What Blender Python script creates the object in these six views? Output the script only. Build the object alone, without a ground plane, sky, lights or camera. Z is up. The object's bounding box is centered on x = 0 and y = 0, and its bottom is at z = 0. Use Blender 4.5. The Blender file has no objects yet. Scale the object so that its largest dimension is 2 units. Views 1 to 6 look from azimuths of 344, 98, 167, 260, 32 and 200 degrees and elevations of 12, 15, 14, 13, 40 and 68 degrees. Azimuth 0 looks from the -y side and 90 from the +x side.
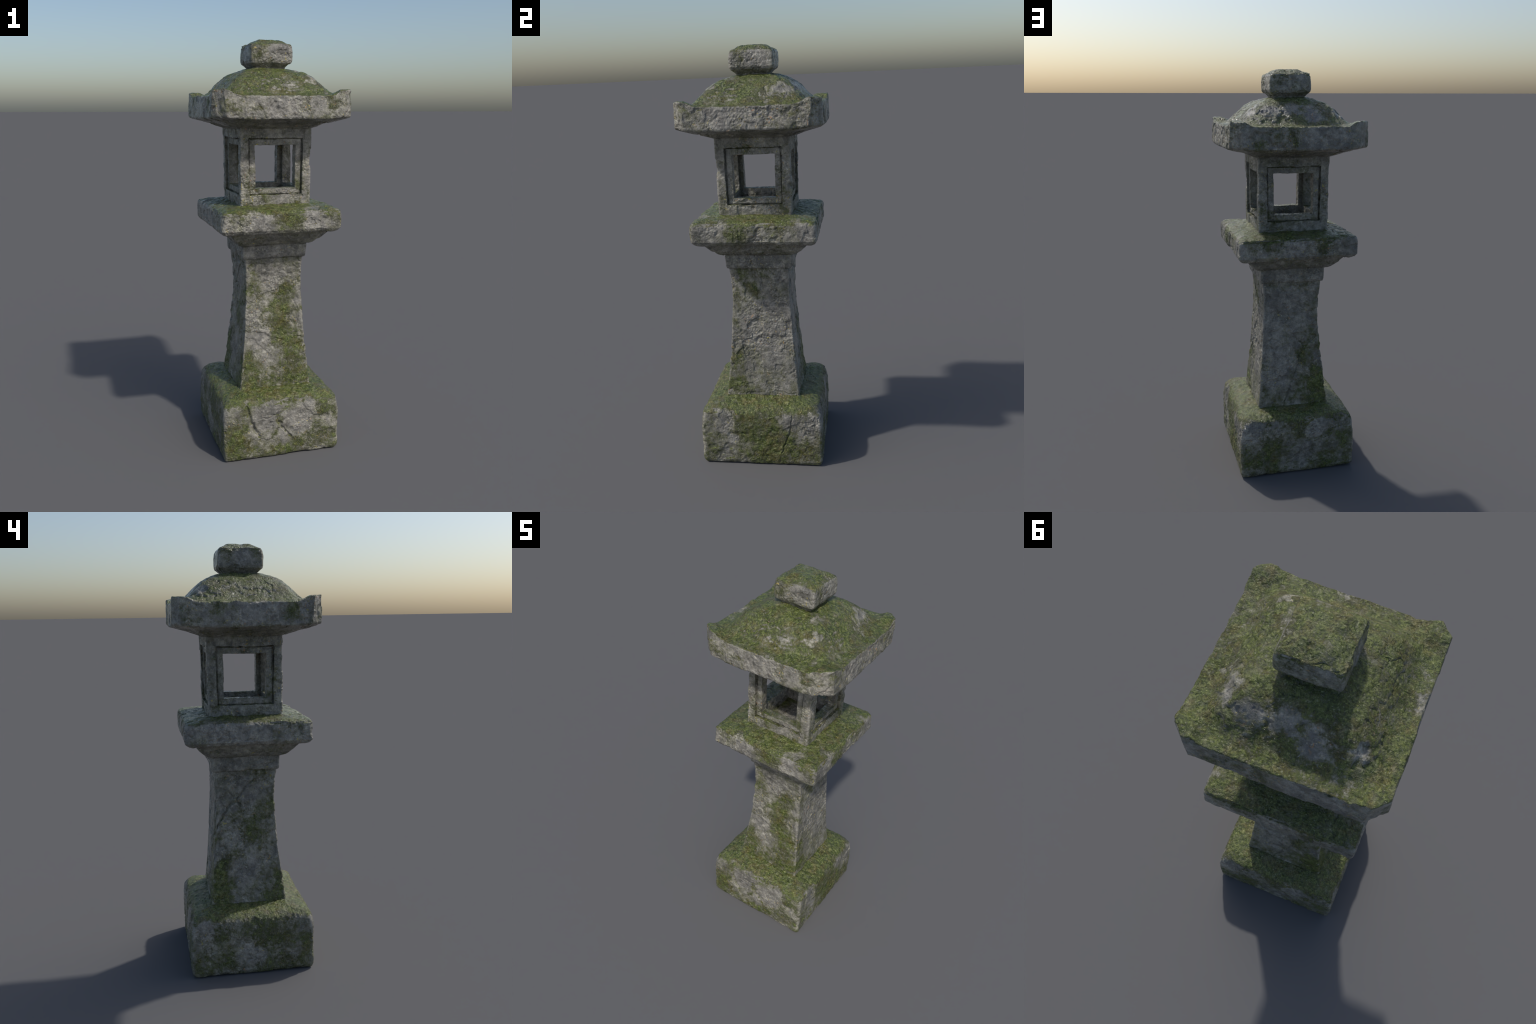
"""Weathered, mossy square stone garden lantern.
base block > flared pillar > collar > platform > firebox with four windows > eaved roof > finial block."""
import bpy, math
import numpy as np

STEP = 0.0030            # target edge length of the stone meshes


# ------------------------------------------------------------------ noise
def _hash(ix, iy, iz, seed):
    with np.errstate(over='ignore'):
        h = (ix * np.int64(374761393) + iy * np.int64(668265263)
             + iz * np.int64(2147483647) + np.int64(seed) * np.int64(1274126177))
        h = (h ^ (h >> np.int64(13))) * np.int64(1274126177)
        h = h ^ (h >> np.int64(16))
        h = (h * np.int64(2246822519)) ^ (h >> np.int64(11))
    return (h & np.int64(0xFFFF)).astype(np.float64) / 65535.0


def noise(p, scale, seed=0):
    """Smooth value noise, roughly -1..1."""
    q = p * scale + 37.3
    i = np.floor(q).astype(np.int64)
    f = q - i
    w = f * f * f * (f * (f * 6 - 15) + 10)
    out = np.zeros(len(p))
    for dx in (0, 1):
        for dy in (0, 1):
            for dz in (0, 1):
                c = _hash(i[:, 0] + dx, i[:, 1] + dy, i[:, 2] + dz, seed)
                k = ((w[:, 0] if dx else 1 - w[:, 0]) * (w[:, 1] if dy else 1 - w[:, 1])
                     * (w[:, 2] if dz else 1 - w[:, 2]))
                out += c * k
    return out * 2 - 1


def fbm(p, scale, octaves=3, seed=0, gain=0.5):
    out, a, tot = np.zeros(len(p)), 1.0, 0.0
    for o in range(octaves):
        out += a * noise(p, scale * 2.03 ** o, seed + o * 17)
        tot += a
        a *= gain
    return out / tot


def smooth(a, b, x):
    t = np.clip((x - a) / (b - a), 0, 1)
    return t * t * (3 - 2 * t)


# ------------------------------------------------------------------ marks on the faces
# a face is S (-y), N (+y), E (+x) or W (-x); a mark is placed by its run along the face and its height
def on_face(face, u, z, half):
    return {'S': (u, -half, z), 'N': (u, half, z), 'E': (half, u, z), 'W': (-half, u, z)}[face]


# moss cushions (weight > 0) and bare spots (weight < 0): face, run, height, radius, weight
MOSS_BASE = [
    ('S', -.21, .14, .038, 1), ('S', -.17, .25, .026, 1), ('S', -.02, .18, .022, 1.2), ('S', -.05, .14, .021, 1.2),
    ('S', .22, .25, .044, 1), ('S', .19, .10, .045, 1), ('S', .08, .04, .060, .8), ('S', .27, .03, .041, .8),
    ('S', -.24, .06, .068, 1), ('S', -.08, .02, .069, .8), ('S', -.08, .22, .077, -1), ('S', .09, .18, .078, -1),
    ('S', 0, .09, .039, -1),
    ('E', .01, .16, .116, .8), ('E', -.08, .25, .048, .8), ('E', .02, .05, .118, .8), ('E', -.26, .11, .050, .8),
    ('E', .21, .06, .088, .7), ('E', -.20, .23, .058, -1), ('E', .12, .24, .043, -1), ('E', .22, .21, .067, -.8),
    ('E', -.15, .13, .039, -.8),
    ('N', .14, .17, .047, .9), ('N', .16, .09, .066, .8), ('N', .01, .25, .056, .9), ('N', -.20, .15, .057, .8),
    ('N', -.14, .03, .068, .9), ('N', .25, .26, .055, -1), ('N', -.09, .22, .056, -1), ('N', -.03, .10, .057, -.8),
    ('W', .17, .20, .036, .8), ('W', .11, .10, .046, .9), ('W', -.10, .23, .082, 1), ('W', -.25, .17, .037, .9),
    ('W', -.14, .04, .093, .9), ('W', .24, .06, .064, .8), ('W', .24, .24, .054, -1), ('W', .01, .10, .055, -.9),
    ('W', -.21, .12, .032, -.8)]
MOSS_PILLAR = [
    ('S', .04, .75, .057, .9), ('S', .02, .67, .057, 1), ('S', .10, .50, .059, 1), ('S', .05, .58, .048, .7),
    ('S', .08, .36, .079, .9), ('S', -.12, .47, .039, .7), ('S', -.12, .35, .078, 1), ('S', -.01, .87, .066, -1),
    ('S', -.11, .68, .047, -.6), ('S', -.09, .58, .048, -.8), ('S', -.05, .49, .048, -.8), ('S', .12, .74, .029, -.8),
    ('E', -.08, .94, .023, 1), ('E', -.04, .87, .028, 1), ('E', -.01, .82, .023, .9), ('E', -.14, .38, .044, 1),
    ('E', -.14, .48, .029, .8), ('E', .07, .64, .151, -.7),
    ('N', -.07, .60, .042, 1), ('N', -.14, .47, .038, 1), ('N', -.12, .37, .086, 1.1), ('N', .07, .32, .047, .8),
    ('N', .05, .84, .135, -.7), ('N', .09, .51, .083, -.6),
    ('W', -.03, .67, .054, 1.1), ('W', -.10, .79, .040, .8), ('W', .14, .62, .031, .8), ('W', .14, .46, .055, 1),
    ('W', .15, .35, .046, 1), ('W', -.12, .35, .056, 1), ('W', .03, .87, .070, -.5), ('W', 0, .49, .073, -.8)]
MOSS_PLATFORM = [
    ('S', -.22, 1.20, .043, .8), ('S', -.01, 1.19, .044, .9), ('S', .07, 1.20, .045, 1), ('S', .20, 1.20, .027, .8),
    ('S', .27, 1.18, .013, .8), ('S', -.12, 1.16, .053, -.6), ('S', .16, 1.16, .045, -.8),
    ('E', -.10, 1.20, .043, .9), ('E', -.03, 1.20, .043, 1), ('E', .11, 1.22, .051, .8), ('E', .25, 1.19, .043, -.9),
    ('N', .23, 1.21, .041, 1), ('N', .14, 1.18, .038, .9), ('N', -.11, 1.20, .051, 1), ('N', .01, 1.20, .051, -.8),
    ('W', -.19, 1.21, .033, .6), ('W', .14, 1.19, .074, -1), ('W', -.01, 1.17, .082, -1),
    (-.15, -.28, 1.235, .031, -1.2), (.16, -.26, 1.235, .039, -1.4), (.26, -.14, 1.235, .036, -1.4),
    (.28, .19, 1.235, .03, -1.2), (0, 0, 1.24, .10, -2.5)]
MOSS_FIREBOX = [
    ('S', -.12, 1.32, .024, 1), ('S', -.12, 1.38, .015, .8), ('S', .12, 1.32, .022, 1), ('S', -.14, 1.25, .027, .9),
    ('S', -.17, 1.50, .015, .8), ('S', .13, 1.40, .015, .7), ('S', -.06, 1.27, .018, .6), ('S', .10, 1.24, .028, .8),
    ('S', .04, 1.28, .031, -.5),
    ('E', .12, 1.33, .018, .8), ('E', -.08, 1.29, .018, .8), ('E', .14, 1.26, .024, 1), ('E', -.16, 1.26, .021, .9),
    ('N', .12, 1.31, .021, 1), ('N', .15, 1.34, .021, .9), ('N', -.11, 1.31, .019, .9), ('N', .09, 1.26, .022, 1),
    ('W', -.11, 1.31, .021, 1), ('W', .12, 1.30, .015, .8), ('W', -.13, 1.40, .012, .7), ('W', .14, 1.27, .02, .7)]
MOSS_ROOF = [
    ('S', -.26, 1.70, .039, 1), ('S', .23, 1.72, .036, 1), ('S', -.13, 1.70, .016, .8), ('S', -.01, 1.69, .08, -.5),
    ('E', .21, 1.72, .019, .8), ('E', .16, 1.71, .014, .8), ('E', -.09, 1.69, .084, -.5),
    ('N', .12, 1.70, .029, 1), ('N', .03, 1.72, .035, 1), ('N', .19, 1.66, .026, .9), ('N', -.13, 1.69, .08, -.7),
    ('W', .26, 1.69, .033, 1), ('W', .14, 1.72, .033, 1), ('W', -.20, 1.70, .034, 1), ('W', 0, 1.69, .05, -.8),
    (.13, -.10, 1.85, .030, -.8), (.05, -.23, 1.79, .036, -.6), (.15, -.19, 1.80, .03, -.5), (.20, .13, 1.82, .034, -1.4),
    (.03, .19, 1.82, .045, -1.5), (-.07, .22, 1.80, .048, -1.5), (.12, .20, 1.82, .04, -1.5), (.21, .18, 1.80, .025, -1),
    (-.20, .20, 1.79, .034, -1.3), (.17, -.17, 1.83, .024, -1.3), (-.31, -.05, 1.74, .035, -1.3),
    (.26, .09, 1.75, .016, -1)]
MOSS_FINIAL = [
    ('S', -.04, 1.96, .025, 1), ('S', -.07, 1.92, .018, .7), ('S', .04, 1.94, .043, -.8),
    ('E', -.05, 1.96, .021, 1), ('E', .02, 1.93, .054, -.7), ('N', .06, 1.95, .031, .6), ('N', -.04, 1.90, .022, .9),
    ('W', .06, 1.95, .030, 1.1), ('W', -.07, 1.96, .027, 1), ('W', -.01, 1.93, .030, -1)]


def patches(marks, half):
    return [((on_face(m[0], m[1], m[2], half) if isinstance(m[0], str) else m[:3]), m[3] * (1.2 if m[4] > 0 else 1.0), m[4] * (.68 if m[4] > 0 else .9))
            for m in marks]


# cracks and gouges: face, polyline of (run, height), half width, depth
CRACKS = {
    'base_block': (.29, [
        ('S', [(-.179, .274), (-.160, .196), (-.131, .137), (-.117, .112)], .011, .011),
        ('S', [(-.014, .177), (.016, .132), (.047, .097)], .010, .011),
        ('S', [(.020, .150), (.052, .115)], .026, .007),
        ('S', [(-.117, .206), (-.058, .208), (-.014, .227), (.020, .241)], .0045, .005),
        ('E', [(.152, .261), (.140, .188), (.119, .125), (.098, .072)], .005, .006),
        ('N', [(.099, .154), (.043, .151), (-.032, .167), (-.126, .190)], .0045, .005)]),
    'pillar': (.15, [
        ('W', [(.148, .697), (.111, .754), (.088, .794), (.052, .819), (.026, .795)], .007, .009),
        ('W', [(.052, .819), (.006, .889), (-.039, .923)], .005, .006),
        ('N', [(-.034, .654), (-.072, .631), (-.128, .680)], .007, .009),
        ('N', [(-.061, .634), (-.006, .473), (.050, .319)], .005, .006)]),
    'platform': (.288, [
        ('N', [(-.199, 1.209), (-.226, 1.172), (-.281, 1.178)], .0045, .005),
        ('W', [(-.212, 1.213), (-.237, 1.162), (-.272, 1.135)], .0045, .004)]),
    'roof': (.318, [
        ('S', [(-.130, 1.699), (-.106, 1.680), (-.092, 1.645)], .005, .006),
        ('S', [(.30, 1.66), (.315, 1.69)], .004, .005)]),
}


def carve(p, part):
    """Depth of the cracks at points p."""
    d = np.zeros(len(p))
    if part not in CRACKS:
        return d
    half, lines = CRACKS[part]
    wob = np.stack([noise(p, 55, 5), noise(p, 55, 6), noise(p, 55, 7)], 1) * .006
    for face, pts, width, depth in lines:
        P = np.array([on_face(face, u, z, half) for u, z in pts])
        ax = 1 if face in 'SN' else 0
        near = np.abs(p[:, ax] - P[0, ax]) < .05
        q = (p + wob)[near]
        q[:, ax] = P[0, ax]
        best = np.full(len(q), 9.0)
        for a, b in zip(P[:-1], P[1:]):
            ab = b - a
            t = np.clip(((q - a) @ ab) / (ab @ ab), 0, 1)
            best = np.minimum(best, np.linalg.norm(q - a - t[:, None] * ab, axis=1))
        d[near] = np.maximum(d[near], depth * (1 - smooth(0, width, best)))
    return d


def moss_depth(p, n, pts, bias, up):
    s = bias + up * smooth(.35, .95, n[:, 2]) + 1.1 * fbm(p, 9, 3, 91) + .5 * fbm(p, 40, 2, 92)
    for c, r, w in pts:
        s += w * (1 - smooth(.45, 1.5, np.linalg.norm(p - np.array(c), axis=1) / r))
    return smooth(0, .4, s)


def weather(p, n, part, pts, bias, up, low=.0035, mid=.0018, worn=1.0):
    """Offset along the normal: undulation, spalled flakes, pitted zones, cracks, moss cushions."""
    m = moss_depth(p, n, pts, bias, up)
    rough = smooth(-.25, .35, fbm(p, 7, 2, 11))
    bare = 1 - .95 * m
    d = low * fbm(p, 7, 3, 1)
    d -= bare * worn * .0034 * smooth(.10, .14, fbm(p, 10, 3, 21))               # broad spalled flakes
    d -= bare * worn * .0030 * smooth(.22, .27, fbm(p, 21, 3, 31))               # smaller chips
    d += mid * (.25 + .9 * rough) * fbm(p, 40, 3, 41)
    d -= .0016 * rough * smooth(.35, .7, noise(p, 85, 51))
    fold = np.abs(fbm(p, 15, 2, 71))
    d -= m * (.0024 * (1 - smooth(0, .06, fold)) * smooth(.1, .35, noise(p, 6, 73)))  # creases between the cushions
    d += m * (.0042 * fbm(p, 32, 2, 61) + .0012 * fbm(p, 90, 2, 62))
    return d - np.median(d) - carve(p, part)


# ------------------------------------------------------------------ mesh helpers
def make_object(name, verts, faces, parent, mat):
    me = bpy.data.meshes.new(name)
    me.from_pydata(verts.tolist() if hasattr(verts, 'tolist') else verts, [], faces)
    me.update()
    ob = bpy.data.objects.new(name, me)
    bpy.context.collection.objects.link(ob)
    ob.parent = parent
    me.materials.append(mat)
    me.polygons.foreach_set('use_smooth', np.ones(len(me.polygons), bool))
    return ob


def coords(ob):
    a = np.empty(len(ob.data.vertices) * 3)
    ob.data.vertices.foreach_get('co', a)
    return a.reshape(-1, 3)


def normals(ob):
    a = np.empty(len(ob.data.vertices) * 3)
    ob.data.vertex_normals.foreach_get('vector', a)
    return a.reshape(-1, 3)


def set_coords(ob, c):
    ob.data.vertices.foreach_set('co', c.ravel())
    ob.data.update()


def displace(ob, part, pts, bias, up, **kw):
    p, n = coords(ob), normals(ob)
    p = p + n * weather(p, n, part, pts, bias, up, **kw)[:, None]
    p[:, 2] = np.clip(p[:, 2], 0, 2.0)
    set_coords(ob, p)


def resample(profile, step):
    """Profile rows (half, z, ...) resampled to an even step along (half, z)."""
    a = np.array(profile, float)
    L = np.concatenate([[0], np.cumsum(np.hypot(np.diff(a[:, 0]), np.diff(a[:, 1])))])
    n = max(3, int(L[-1] / step))
    # keep every profile corner: place the samples per segment
    s = [0.0]
    for l0, l1 in zip(L[:-1], L[1:]):
        k = max(1, int(round((l1 - l0) / step)))
        s += list(np.linspace(l0, l1, k + 1)[1:])
    s = np.array(s)
    return np.stack([np.interp(s, L, a[:, j]) for j in range(a.shape[1])], 1)


def curve_through(points, n=12):
    """Catmull-Rom through rows of points, n samples per span."""
    P = np.array(points, float)
    Q = np.vstack([2 * P[0] - P[1], P, 2 * P[-1] - P[-2]])
    out = []
    for i in range(1, len(Q) - 2):
        for t in np.linspace(0, 1, n, endpoint=False):
            a, b, c, d = Q[i - 1], Q[i], Q[i + 1], Q[i + 2]
            out.append(.5 * ((2 * b) + (c - a) * t + (2 * a - 5 * b + 4 * c - d) * t * t
                             + (3 * b - a - 3 * c + d) * t ** 3))
    out.append(P[-1])
    return [tuple(x) for x in out]


def square_ring(side_count):
    """Unit square outline, starting at a corner, counter-clockwise."""
    t = np.linspace(-1, 1, side_count, endpoint=False)
    o = np.ones_like(t)
    return np.concatenate([np.stack([t, -o], 1), np.stack([o, t], 1), np.stack([-t, o], 1), np.stack([-o, -t], 1)])


def soften_corners(xy, half, radius):
    """Round the plan corners of a square ring."""
    r = min(radius, half * .98)
    a, s = np.abs(xy), np.sign(xy)
    d = a - (half - r)
    m = (d[:, 0] > 0) & (d[:, 1] > 0)
    k = np.maximum(d[:, 0], d[:, 1])
    L = np.maximum(np.hypot(d[:, 0], d[:, 1]), 1e-9)
    dd = d * (k / L)[:, None]
    a[m] = (half - r) + dd[m]
    return a * s


def chamfer_corners(xy, half, c):
    a, s = np.abs(xy), np.sign(xy)
    over = np.maximum(a.sum(1) - (2 * half - c), 0) / 2
    return (a - over[:, None]) * s


def grid_faces(rings, n, close_first, close_last):
    i = np.arange(n)
    j = (i + 1) % n
    f = []
    for r in range(rings - 1):
        a, b = r * n, (r + 1) * n
        f.append(np.stack([a + i, a + j, b + j, b + i], 1))
    faces = np.concatenate(f).tolist()
    base = rings * n
    if close_first:
        faces += [[int(y), int(x), base] for x, y in zip(i, j)]
        base += 1
    if close_last:
        o = (rings - 1) * n
        faces += [[int(o + x), int(o + y), base] for x, y in zip(i, j)]
    return faces


def loft_square(profile, step=STEP, plan=soften_corners, shape=None):
    """Loft square rings along profile rows (half, z, corner size); both ends closed at the axis."""
    pr = resample(profile, step)
    side = int(2 * pr[:, 0].max() / step)
    ring = square_ring(side)
    out = []
    for h, z, c in pr[:, :3]:
        xy = plan(ring * h, h, c)
        out.append(np.column_stack([xy, np.full(len(xy), z)]))
    v = np.concatenate(out)
    v = np.vstack([v, [0, 0, pr[0, 1]], [0, 0, pr[-1, 1]]])
    return v, grid_faces(len(pr), 4 * side, True, True), pr, 4 * side


# ------------------------------------------------------------------ materials
class Nodes:
    def __init__(self, name):
        self.mat = bpy.data.materials.new(name)
        self.mat.use_nodes = True
        self.t = self.mat.node_tree
        self.t.nodes.clear()

    def n(self, kind, **kw):
        nd = self.t.nodes.new(kind)
        for k, v in kw.items():
            setattr(nd, k, v)
        return nd

    def put(self, sock, v):
        if hasattr(v, 'node'):
            self.t.links.new(v, sock)
        else:
            sock.default_value = v

    def math(self, op, a, b=None, c=None, clamp=False):
        nd = self.n('ShaderNodeMath', operation=op, use_clamp=clamp)
        for i, v in enumerate((a, b, c)):
            if v is not None:
                self.put(nd.inputs[i], v)
        return nd.outputs[0]

    def ramp01(self, v, a, b, lo=0.0, hi=1.0, mode='SMOOTHSTEP'):
        nd = self.n('ShaderNodeMapRange', interpolation_type=mode)
        nd.clamp = True
        for i, x in enumerate((v, a, b, lo, hi)):
            self.put(nd.inputs[i], x)
        return nd.outputs[0]

    def noise(self, vec, scale, detail=4, rough=.55, offset=None, distort=0.0):
        if offset is not None:
            vec = self.vec('ADD', vec, offset)
        nd = self.n('ShaderNodeTexNoise')
        self.put(nd.inputs['Vector'], vec)
        nd.inputs['Scale'].default_value = scale
        nd.inputs['Detail'].default_value = detail
        nd.inputs['Roughness'].default_value = rough
        nd.inputs['Distortion'].default_value = distort
        return nd.outputs[0]

    def voronoi(self, vec, scale, feature='F1', out='Distance', rand=1.0):
        nd = self.n('ShaderNodeTexVoronoi', feature=feature)
        self.put(nd.inputs['Vector'], vec)
        nd.inputs['Scale'].default_value = scale
        nd.inputs['Randomness'].default_value = rand
        return nd.outputs[out]

    def vec(self, op, a, b=None):
        nd = self.n('ShaderNodeVectorMath', operation=op)
        self.put(nd.inputs[0], a)
        if b is not None:
            self.put(nd.inputs[1], b)
        return nd.outputs['Value'] if op in ('DISTANCE', 'LENGTH', 'DOT_PRODUCT') else nd.outputs[0]

    def ramp(self, v, stops):
        nd = self.n('ShaderNodeValToRGB')
        e = nd.color_ramp.elements
        while len(e) < len(stops):
            e.new(.5)
        for el, (pos, col) in zip(e, stops):
            el.position = pos
            el.color = (*col, 1)
        self.put(nd.inputs[0], v)
        return nd.outputs[0]

    def mix(self, f, a, b, blend='MIX'):
        nd = self.n('ShaderNodeMix', data_type='RGBA', blend_type=blend)
        self.put(nd.inputs[0], f)
        for i, v in ((6, a), (7, b)):
            self.put(nd.inputs[i], v if hasattr(v, 'node') else (*v, 1))
        return nd.outputs[2]


def stone_material(name, pts, bias, up, half, fleck=.5, film_base=.10):
    N = Nodes(name)
    P = N.n('ShaderNodeTexCoord').outputs['Object']
    geo = N.n('ShaderNodeNewGeometry')
    sep = N.n('ShaderNodeSeparateXYZ')
    N.put(sep.inputs[0], geo.outputs['Normal'])
    # warped coordinates give the patches ragged borders
    warp = N.n('ShaderNodeTexNoise')
    N.put(warp.inputs['Vector'], P)
    warp.inputs['Scale'].default_value = 17
    warp.inputs['Detail'].default_value = 5
    w = N.vec('SUBTRACT', warp.outputs['Color'], (.5, .5, .5))
    sc = N.n('ShaderNodeVectorMath', operation='SCALE')
    N.put(sc.inputs[0], w)
    sc.inputs['Scale'].default_value = .11
    PW = N.vec('ADD', P, sc.outputs[0])

    # ---- worn upright arrises of the squared blocks, broken up by noise
    xyz = N.n('ShaderNodeSeparateXYZ')
    N.put(xyz.inputs[0], P)
    ax, ay = N.math('ABSOLUTE', xyz.outputs[0]), N.math('ABSOLUTE', xyz.outputs[1])
    far = N.math('MAXIMUM', ax, ay)
    arris = N.math('MULTIPLY', N.ramp01(N.math('DIVIDE', N.math('MINIMUM', ax, ay), far), .92, .985),
                   N.ramp01(far, half * .80, half * .92))
    arris = N.math('MULTIPLY', arris, N.ramp01(N.noise(P, 26, 4, .6, (6, 2, 2)), .42, .58))

    # ---- where the moss sits
    fine = N.noise(P, 150, 5, .7)
    score = N.math('ADD', bias, N.ramp01(sep.outputs['Z'], .20, .85, 0, up))
    score = N.math('MULTIPLY_ADD', N.math('SUBTRACT', N.noise(P, 12, 6, .65), .5), 3.3, score)
    score = N.math('MULTIPLY_ADD', N.math('SUBTRACT', N.noise(P, 46, 6, .7), .5), 2.8, score)
    score = N.math('MULTIPLY_ADD', arris, -.5, score)
    for c, r, wt in pts:
        d = N.vec('DISTANCE', PW, c)
        score = N.math('ADD', score, N.ramp01(d, r * .3, r * 1.6, wt, 0))
    score = N.math('MULTIPLY_ADD', N.math('SUBTRACT', fine, .5), 1.8, score)
    moss = N.ramp01(score, -.22, .80)
    film = N.ramp01(score, -1.0, .35, film_base, .62)           # thin algae spreading around the cushions

    # ---- bare stone
    big = N.noise(P, 6, 5, .65, (3, 1, 7))
    mid = N.noise(P, 34, 6, .7, (9, 4, 2))
    grain = N.noise(P, 190, 5, .7)
    tone = N.math('ADD', N.math('MULTIPLY', big, .42), N.math('MULTIPLY', mid, .58))
    stone = N.ramp(tone, [(.32, (.066, .064, .061)), (.42, (.142, .135, .124)), (.49, (.238, .225, .205)),  # whole ramp lightened to lift the sides lying in shade
                          (.57, (.345, .326, .291)), (.68, (.54, .51, .435))])
    stone = N.mix(.45, stone, N.ramp(grain, [(.30, (.40, .40, .40)), (.5, (1, 1, 1)), (.68, (1.6, 1.57, 1.48))]), 'MULTIPLY')
    # dark weathered skin in smooth patches
    skin = N.ramp01(N.noise(PW, 10, 4, .55, (20, 5, 11)), .53, .60)
    stone = N.mix(N.math('MULTIPLY', skin, .60), stone, (.118, .114, .112))
    # lichen: cream crusts, yellow and orange flecks
    zone = N.ramp01(N.noise(P, 9, 3, .5, (14, 8, 3)), .46, .58)
    cream = N.math('MULTIPLY', N.ramp01(N.noise(P, 85, 4, .65, (2, 2, 9)), .55, .64), zone)
    stone = N.mix(N.math('MULTIPLY', cream, .70), stone, (.44, .42, .32))
    stone = N.mix(N.math('MULTIPLY', arris, .40), stone, (.40, .38, .33))
    vo = N.n('ShaderNodeTexVoronoi')
    N.put(vo.inputs['Vector'], PW)
    vo.inputs['Scale'].default_value = 70
    dot = N.ramp01(vo.outputs['Distance'], .18, .36, 1, 0)
    sp = N.n('ShaderNodeSeparateColor')
    N.put(sp.inputs[0], vo.outputs['Color'])
    pick = N.math('GREATER_THAN', sp.outputs[0], 1 - .34 * fleck)
    fl = N.math('MULTIPLY', N.math('MULTIPLY', dot, pick), N.math('ADD', N.math('MULTIPLY', zone, .70), .12))
    fcol = N.mix(N.ramp01(sp.outputs[1], .3, .6), (.38, .22, .11), (.44, .37, .08))
    stone = N.mix(film, stone, N.mix(mid, (.060, .066, .024), (.19, .19, .085)))
    stone = N.mix(fl, stone, fcol)

    # ---- moss
    lump = N.noise(P, 62, 4, .6, (5, 5, 1))
    mt = N.math('ADD', N.math('MULTIPLY', fine, .55), N.math('MULTIPLY', lump, .45))
    mgreen = N.ramp(mt, [(.34, (.014, .022, .005)), (.44, (.046, .062, .013)), (.52, (.092, .116, .025)),
                         (.61, (.175, .200, .055)), (.73, (.36, .375, .18))])  # brightest stop paled so specular sparkle shows in the base colour
    molive = N.ramp(mt, [(.34, (.022, .022, .007)), (.44, (.066, .061, .015)), (.53, (.120, .111, .030)),
                         (.66, (.26, .24, .095))])
    hue = N.ramp01(N.noise(P, 18, 5, .65, (8, 1, 4)), .46, .66)
    mcol = N.mix(hue, mgreen, molive)
    greyed = N.ramp01(N.noise(P, 24, 5, .65, (12, 3, 8)), .50, .68, 0, .40)        # grey-olive patches in the moss
    mcol = N.mix(greyed, mcol, N.mix(lump, (.085, .082, .050), (.27, .26, .175)))
    painted_glints = N.ramp01(N.noise(P, 115, 4, .65, (3, 9, 5)), .57, .68, 0, .55)       # sun glints on the moss, painted as cream dots
    mcol = N.mix(painted_glints, mcol, (.36, .36, .22))
    col = N.mix(moss, stone, mcol)

    # ---- fine relief
    pebble = N.n('ShaderNodeTexVoronoi', feature='SMOOTH_F1')
    N.put(pebble.inputs['Vector'], P)
    pebble.inputs['Scale'].default_value = 95
    pebble.inputs['Smoothness'].default_value = .5
    hs = N.math('ADD', N.math('MULTIPLY', mid, .9), N.math('MULTIPLY', grain, .16))
    hs = N.math('MULTIPLY_ADD', N.math('MULTIPLY', pebble.outputs['Distance'], zone), -.45, hs)
    hm = N.math('ADD', N.math('MULTIPLY', lump, 1.0), N.math('MULTIPLY', fine, .40))
    hmix = N.math('ADD', N.math('MULTIPLY', hs, N.math('SUBTRACT', 1.0, moss)), N.math('MULTIPLY', hm, moss))
    bump = N.n('ShaderNodeBump')
    bump.inputs['Strength'].default_value = 1.0
    bump.inputs['Distance'].default_value = .0095
    N.put(bump.inputs['Height'], hmix)

    b = N.n('ShaderNodeBsdfPrincipled')
    N.put(b.inputs['Base Color'], col)
    N.put(b.inputs['Roughness'], N.ramp01(N.noise(P, 40, 4, .6, (4, 4, 4)), .38, .60, .14, .38))
    b.inputs['Specular IOR Level'].default_value = .5
    N.put(b.inputs['Normal'], bump.outputs[0])
    out = N.n('ShaderNodeOutputMaterial')
    N.t.links.new(b.outputs[0], out.inputs[0])
    return N.mat


# ------------------------------------------------------------------ the lantern
lantern = bpy.data.objects.new('stone_lantern', None)
bpy.context.collection.objects.link(lantern)
lantern['label'] = 'tall square weathered grey stone garden lantern overgrown with green moss'
lantern['category'] = 'stone lantern'


def stone_part(name, marks, half, bias, up, build, fleck=.5, **kw):
    pts = patches(marks, half)
    mat = stone_material('mossy_stone_' + name, pts, bias, up, half, fleck)
    ob = build(name, mat)
    displace(ob, name, pts, bias, up, **kw)
    return ob, mat, pts


# base block: squat cube with a rounded upper rim and a slightly crowned top
def build_base(name, mat):
    rim = curve_through([(.294, .215), (.290, .260), (.279, .286), (.262, .302), (.235, .311)], 6)
    prof = [(.002, 0), (.280, 0), (.288, .005), (.294, .020), (.295, .12)] + rim + [(.19, .321), (.002, .326)]
    prof = [(h, z, .015 + .025 * float(smooth(.20, .32, np.array(z)))) for h, z in prof]
    v, f, *_ = loft_square(prof)
    v[:, 1] -= .004 * smooth(.20, .29, -v[:, 1])          # the front face stands out a little
    return make_object(name, v, f, lantern, mat)


base, _, _ = stone_part('base_block', MOSS_BASE, .293, -.24, 1.3, build_base, low=.003)


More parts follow.
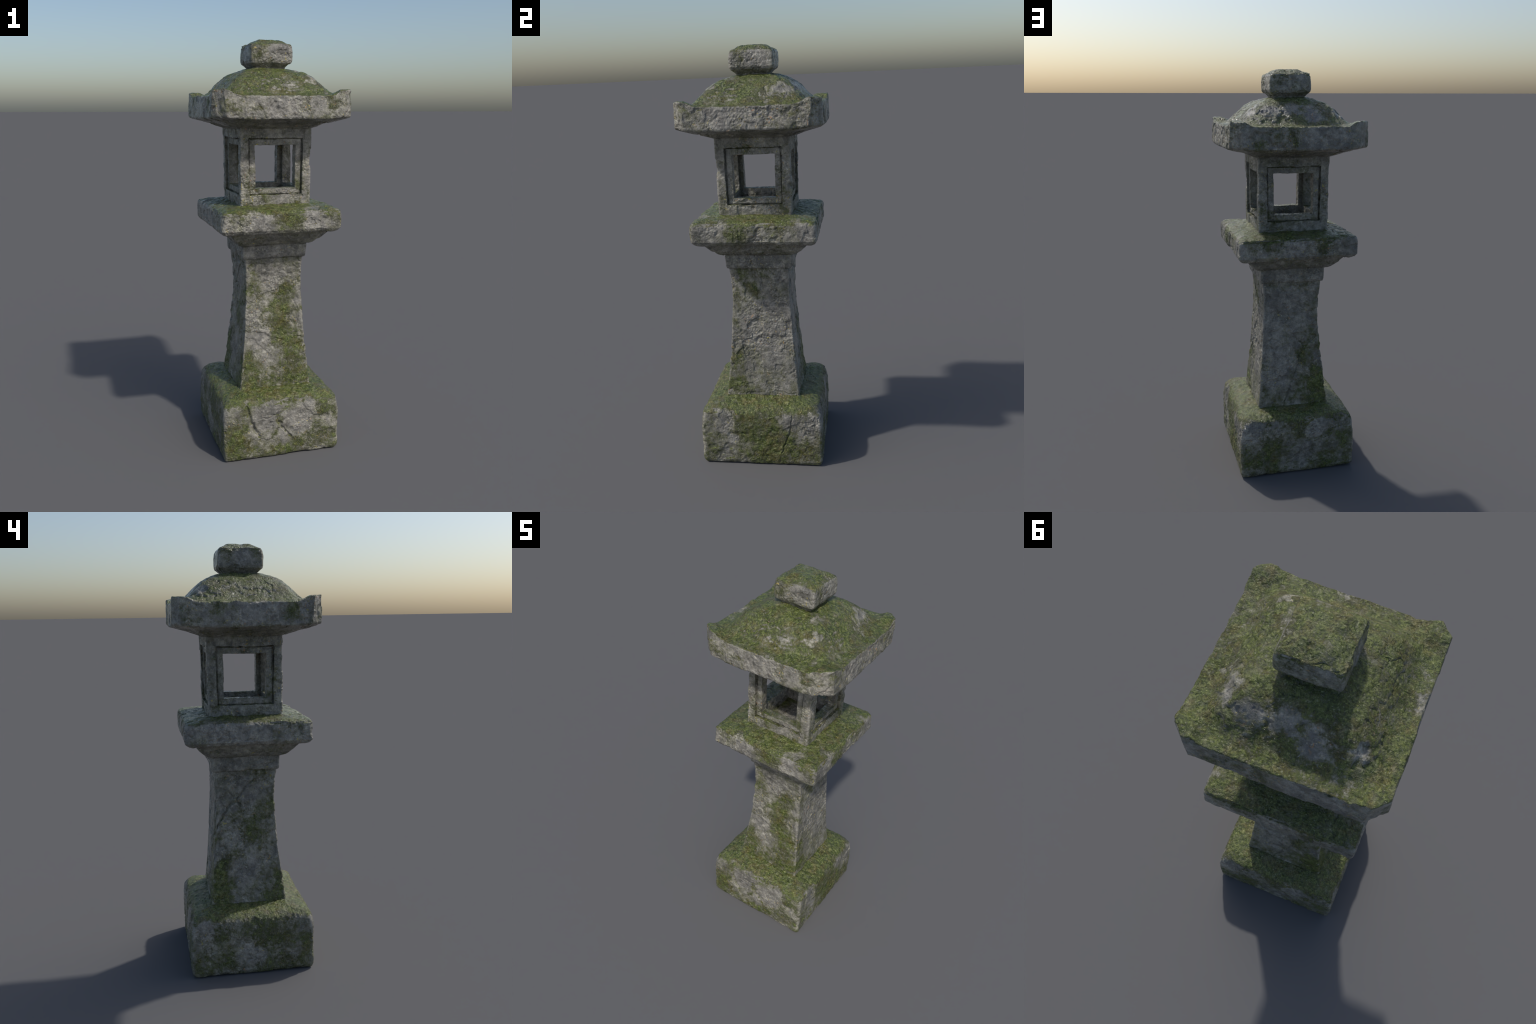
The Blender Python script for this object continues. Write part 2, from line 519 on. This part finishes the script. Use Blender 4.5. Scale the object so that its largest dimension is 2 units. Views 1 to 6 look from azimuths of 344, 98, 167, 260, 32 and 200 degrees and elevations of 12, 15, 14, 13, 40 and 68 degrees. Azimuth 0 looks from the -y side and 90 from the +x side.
# pillar: waisted near the top, flaring to the foot
def build_pillar(name, mat):
    side = curve_through([(.183, .312), (.178, .345), (.171, .41), (.163, .505), (.154, .602), (.1480, .70),
                          (.1420, .79), (.1405, .85), (.1425, .90), (.1455, .955), (.1475, .985)], 6)
    prof = [(.002, .312)] + side + [(.002, .985)]
    v, f, *_ = loft_square([(h, z, .007) for h, z in prof])
    lean = smooth(.32, .75, v[:, 2]) * (1 - .75 * smooth(.86, .97, v[:, 2]))     # the shaft stands a touch off centre
    v[:, 0] += .003 * lean
    v[:, 1] += .005 * lean
    return make_object(name, v, f, lantern, mat)


stone_part('pillar', MOSS_PILLAR, .152, -.30, .6, build_pillar, fleck=.7, low=.003, mid=.0026)


def build_collar(name, mat):
    prof = [(.002, .970), (.148, .971), (.1560, .975), (.1585, .984), (.1605, 1.030), (.1605, 1.046), (.002, 1.047)]
    v, f, *_ = loft_square([(h, z, .007) for h, z in prof])
    v[:, :2] += (.001, .003)
    return make_object(name, v, f, lantern, mat)


stone_part('collar', [], .155, -.85, .3, build_collar, fleck=.3, low=.003)


# platform: slab on a rounded corbel
def build_platform(name, mat):
    corbel = curve_through([(.164, 1.040), (.187, 1.051), (.212, 1.073), (.230, 1.093), (.242, 1.108)], 5)
    prof = ([(.002, 1.040, .01)] + [(h, z, .010) for h, z in corbel]
            + [(.270, 1.113, .02), (.281, 1.119, .02), (.2905, 1.133, .016), (.2925, 1.19, .018), (.2905, 1.207, .02),
               (.283, 1.219, .022), (.264, 1.226, .02), (.22, 1.231, .02), (.17, 1.236, .02), (.002, 1.2375, .01)])
    v, f, *_ = loft_square(prof)
    return make_object(name, v, f, lantern, mat)


stone_part('platform', MOSS_PLATFORM, .290, -.50, 1.35, build_platform, low=.003)

# firebox: four-sided stone housing, each side with a stepped window
BOX_Z0, BOX_Z1 = 1.232, 1.602
BOX_OUT, BOX_IN = .172, .119
REC = (.130, 1.284, 1.548)          # window rebate: half width, bottom, top
OPEN = (.0975, 1.314, 1.516)        # clear opening
FRAME_FACE = .1605


def panel_with_hole(us, zs, hole, flip, place):
    """Grid panel with the cells inside the hole left out; returns verts, faces."""
    U, Z = np.meshgrid(us, zs, indexing='ij')
    v = place(U.ravel(), Z.ravel())
    nz = len(zs)
    i, j = np.meshgrid(np.arange(len(us) - 1), np.arange(nz - 1), indexing='ij')
    uc, zc = (us[:-1] + us[1:]) / 2, (zs[:-1] + zs[1:]) / 2
    keep = ~((np.abs(uc)[:, None] < hole[0]) & (zc[None, :] > hole[1]) & (zc[None, :] < hole[2]))
    a = (i * nz + j)[keep]
    q = np.stack([a, a + nz, a + nz + 1, a + 1], 1)
    return v, (q[:, ::-1] if flip else q)


def breaks(points, step):
    out = [points[0]]
    for a, b in zip(points[:-1], points[1:]):
        k = max(1, int(round((b - a) / step)))
        out += list(np.linspace(a, b, k + 1)[1:])
    return np.array(out)


def tube(hole, y0, y1, step, inward=True):
    """The four reveal walls of a rectangular hole from depth y0 to y1 (y measured outward)."""
    h, z0, z1 = hole
    us, zs = breaks([-h, h], step), breaks([z0, z1], step)
    loop = ([(u, z0) for u in us[:-1]] + [(h, z) for z in zs[:-1]] + [(u, z1) for u in us[::-1][:-1]]
            + [(-h, z) for z in zs[::-1][:-1]])
    loop = np.array(loop)
    ys = breaks([y0, y1], step) if y1 > y0 else breaks([y1, y0], step)[::-1]
    n = len(loop)
    v = np.concatenate([np.column_stack([loop[:, 0], np.full(n, -y), loop[:, 1]]) for y in ys])
    i = np.arange(n)
    j = (i + 1) % n
    f = np.concatenate([np.stack([r * n + i, r * n + j, (r + 1) * n + j, (r + 1) * n + i], 1) for r in range(len(ys) - 1)])
    return v, (f if inward else f[:, ::-1])


def turn(v, k):
    c, s = [(1, 0), (0, 1), (-1, 0), (0, -1)][k]
    return np.column_stack([v[:, 0] * c - v[:, 1] * s, v[:, 0] * s + v[:, 1] * c, v[:, 2]])


def weld(ob, dist):
    import bmesh
    bm = bmesh.new()
    bm.from_mesh(ob.data)
    bmesh.ops.remove_doubles(bm, verts=bm.verts, dist=dist)
    bmesh.ops.recalc_face_normals(bm, faces=bm.faces)
    bm.to_mesh(ob.data)
    bm.free()
    ob.data.polygons.foreach_set('use_smooth', np.ones(len(ob.data.polygons), bool))
    ob.data.update()


def collect(pieces):
    V, F, o = [], [], 0
    for v, f in pieces:
        V.append(v)
        F.append(f + o)
        o += len(v)
    return np.concatenate(V), np.concatenate(F).tolist()


def build_firebox(name, mat):
    st = .0028
    zs = breaks([BOX_Z0, REC[1], REC[2], BOX_Z1], st)
    pieces = []
    for k in range(4):
        uo = breaks([-BOX_OUT, -REC[0], REC[0], BOX_OUT], st)
        v, f = panel_with_hole(uo, zs, REC, False, lambda u, z: np.column_stack([u, np.full(len(u), -BOX_OUT), z]))
        pieces.append((turn(v, k), f))
        v, f = tube(REC, BOX_OUT, BOX_IN, st)
        pieces.append((turn(v, k), f))
        ui = breaks([-BOX_IN, BOX_IN], st)
        v, f = panel_with_hole(ui, zs, (9, REC[1], REC[2]), True,
                               lambda u, z: np.column_stack([u, np.full(len(u), -BOX_IN), z]))
        pieces.append((turn(v, k), f))
    V, F = collect(pieces)
    # rounded outer arrises and a slight upward flare
    out = np.max(np.abs(V[:, :2]), 1) > BOX_OUT - .008
    V[out, :2] = soften_corners(V[out, :2], BOX_OUT, .008)
    V[:, :2] *= (1 + .022 * (V[:, 2:3] - 1.24) / .35)
    ob = make_object(name, V, F, lantern, mat)
    weld(ob, 1e-5)
    return ob


firebox, fire_mat, fire_pts = stone_part('firebox', MOSS_FIREBOX, .172, -.58, .8, build_firebox, fleck=.7, low=.0025, mid=.0024, worn=1.0)

# window frames: square stone surrounds standing in the rebates
for k in range(4):
    st = .0028
    outer = (REC[0] + .0012, REC[1] - .0012, REC[2] + .0012)
    zs = breaks([outer[1], OPEN[1], OPEN[2], outer[2]], st)
    us = breaks([-outer[0], -OPEN[0], OPEN[0], outer[0]], st)
    pieces = []
    for y, flip in ((FRAME_FACE, False), (BOX_IN - .001, True)):
        pieces.append(panel_with_hole(us, zs, OPEN, flip, lambda u, z, y=y: np.column_stack([u, np.full(len(u), -y), z])))
    pieces.append(tube(OPEN, FRAME_FACE, BOX_IN - .001, st))
    pieces.append(tube(outer, FRAME_FACE, BOX_IN - .001, st))
    V, F = collect([(turn(v, k), f) for v, f in pieces])
    V[:, :2] *= (1 + .022 * (V[:, 2:3] - 1.24) / .35)
    fr = make_object('window_frame', V, F, firebox, fire_mat)
    weld(fr, 1e-5)
    C = turn(coords(fr), -k % 4)
    gap = np.minimum(np.minimum(outer[0] - np.abs(C[:, 0]), C[:, 2] - outer[1]), outer[2] - C[:, 2])
    C[:, 1] += np.where(C[:, 1] < -.15, .007 * (1 - smooth(.002, .0062, gap)), 0)
    set_coords(fr, turn(C, k))
    displace(fr, 'window_frame', fire_pts, -.58, .8, low=.002, mid=.0014, worn=.5)

# roof: domed hip with flat eaves, upturned clipped corners and a sloping soffit
DOME = np.array([(0, 1.870), (.08, 1.869), (.100, 1.865), (.125, 1.857), (.150, 1.849), (.180, 1.832), (.205, 1.811), (.228, 1.786),
                 (.250, 1.762), (.268, 1.748), (.288, 1.741), (.34, 1.738)])


def roof_height(x, y):
    ax, ay = np.abs(x), np.abs(y)
    r = (ax ** 8 + ay ** 8) ** (1 / 8)
    rr = np.linspace(0, .36, 400)
    k = np.interp(rr, DOME[:, 0], DOME[:, 1])
    k = np.convolve(np.pad(k, 4, mode='edge'), np.ones(9) / 9, 'valid')
    z = np.interp(r, rr, k)
    horn = .027 * smooth(.205, .284, np.minimum(ax, ay) + .12 * (np.maximum(ax, ay) - .30))
    ledge = 1.738 + horn
    return np.maximum(z, ledge) + .004 * np.exp(-((z - ledge) / .006) ** 2) * 0.5


def build_roof(name, mat):
    # rows: half, z guide, chamfer, side weight (1 = upper surface, 0 = soffit edge)
    prof = [(.002, 1.873, .001, 1), (.10, 1.872, .006, 1), (.20, 1.82, .020, 1), (.28, 1.75, .034, 1), (.3215, 1.737, .040, 1),
            (.3250, 1.733, .042, .96), (.3275, 1.69, .050, .5), (.3295, 1.650, .058, .08), (.3270, 1.641, .060, .02),
            (.319, 1.635, .060, 0), (.24, 1.614, .04, 0), (.18, 1.592, .02, 0), (.172, 1.590, .02, 0), (.002, 1.590, .001, 0)]
    pr = resample(prof, STEP)
    side = int(2 * .326 / STEP)
    ring = square_ring(side)
    out = []
    for h, z, c, w in pr:
        xy = chamfer_corners(ring * h, h, c)
        top = roof_height(xy[:, 0], xy[:, 1])
        corner = smooth(.18, .29, np.minimum(np.abs(xy[:, 0]), np.abs(xy[:, 1])))
        if h <= .322 and w > .99:
            zz = top
        elif w > 0:
            zz = w * top + (1 - w) * (1.635 + .006 * corner)
        else:
            zz = z + .006 * corner
        out.append(np.column_stack([xy, zz]))
    v = np.vstack(out + [[[0, 0, out[0][0, 2]]], [[0, 0, 1.590]]])
    f = grid_faces(len(pr), 4 * side, True, True)
    f = [q[::-1] for q in f]
    return make_object(name, v, f, lantern, mat)


stone_part('roof', MOSS_ROOF, .325, -.52, 1.35, build_roof, fleck=1.0, low=.003)


# finial: blunt cube on a drawn-in foot
def build_finial(name, mat):
    prof = [(.002, 1.858), (.076, 1.858), (.078, 1.872), (.088, 1.882), (.100, 1.892), (.1035, 1.903), (.1030, 1.945),
            (.1005, 1.966), (.095, 1.976), (.072, 1.987), (.045, 1.999), (.030, 2.0), (.002, 2.0)]
    v, f, *_ = loft_square([(h, z, min(.012, h * .5)) for h, z in prof], .0022)
    return make_object(name, v, f, lantern, mat)


stone_part('finial', MOSS_FINIAL, .103, -.52, 1.4, build_finial, low=.0015, worn=.9)
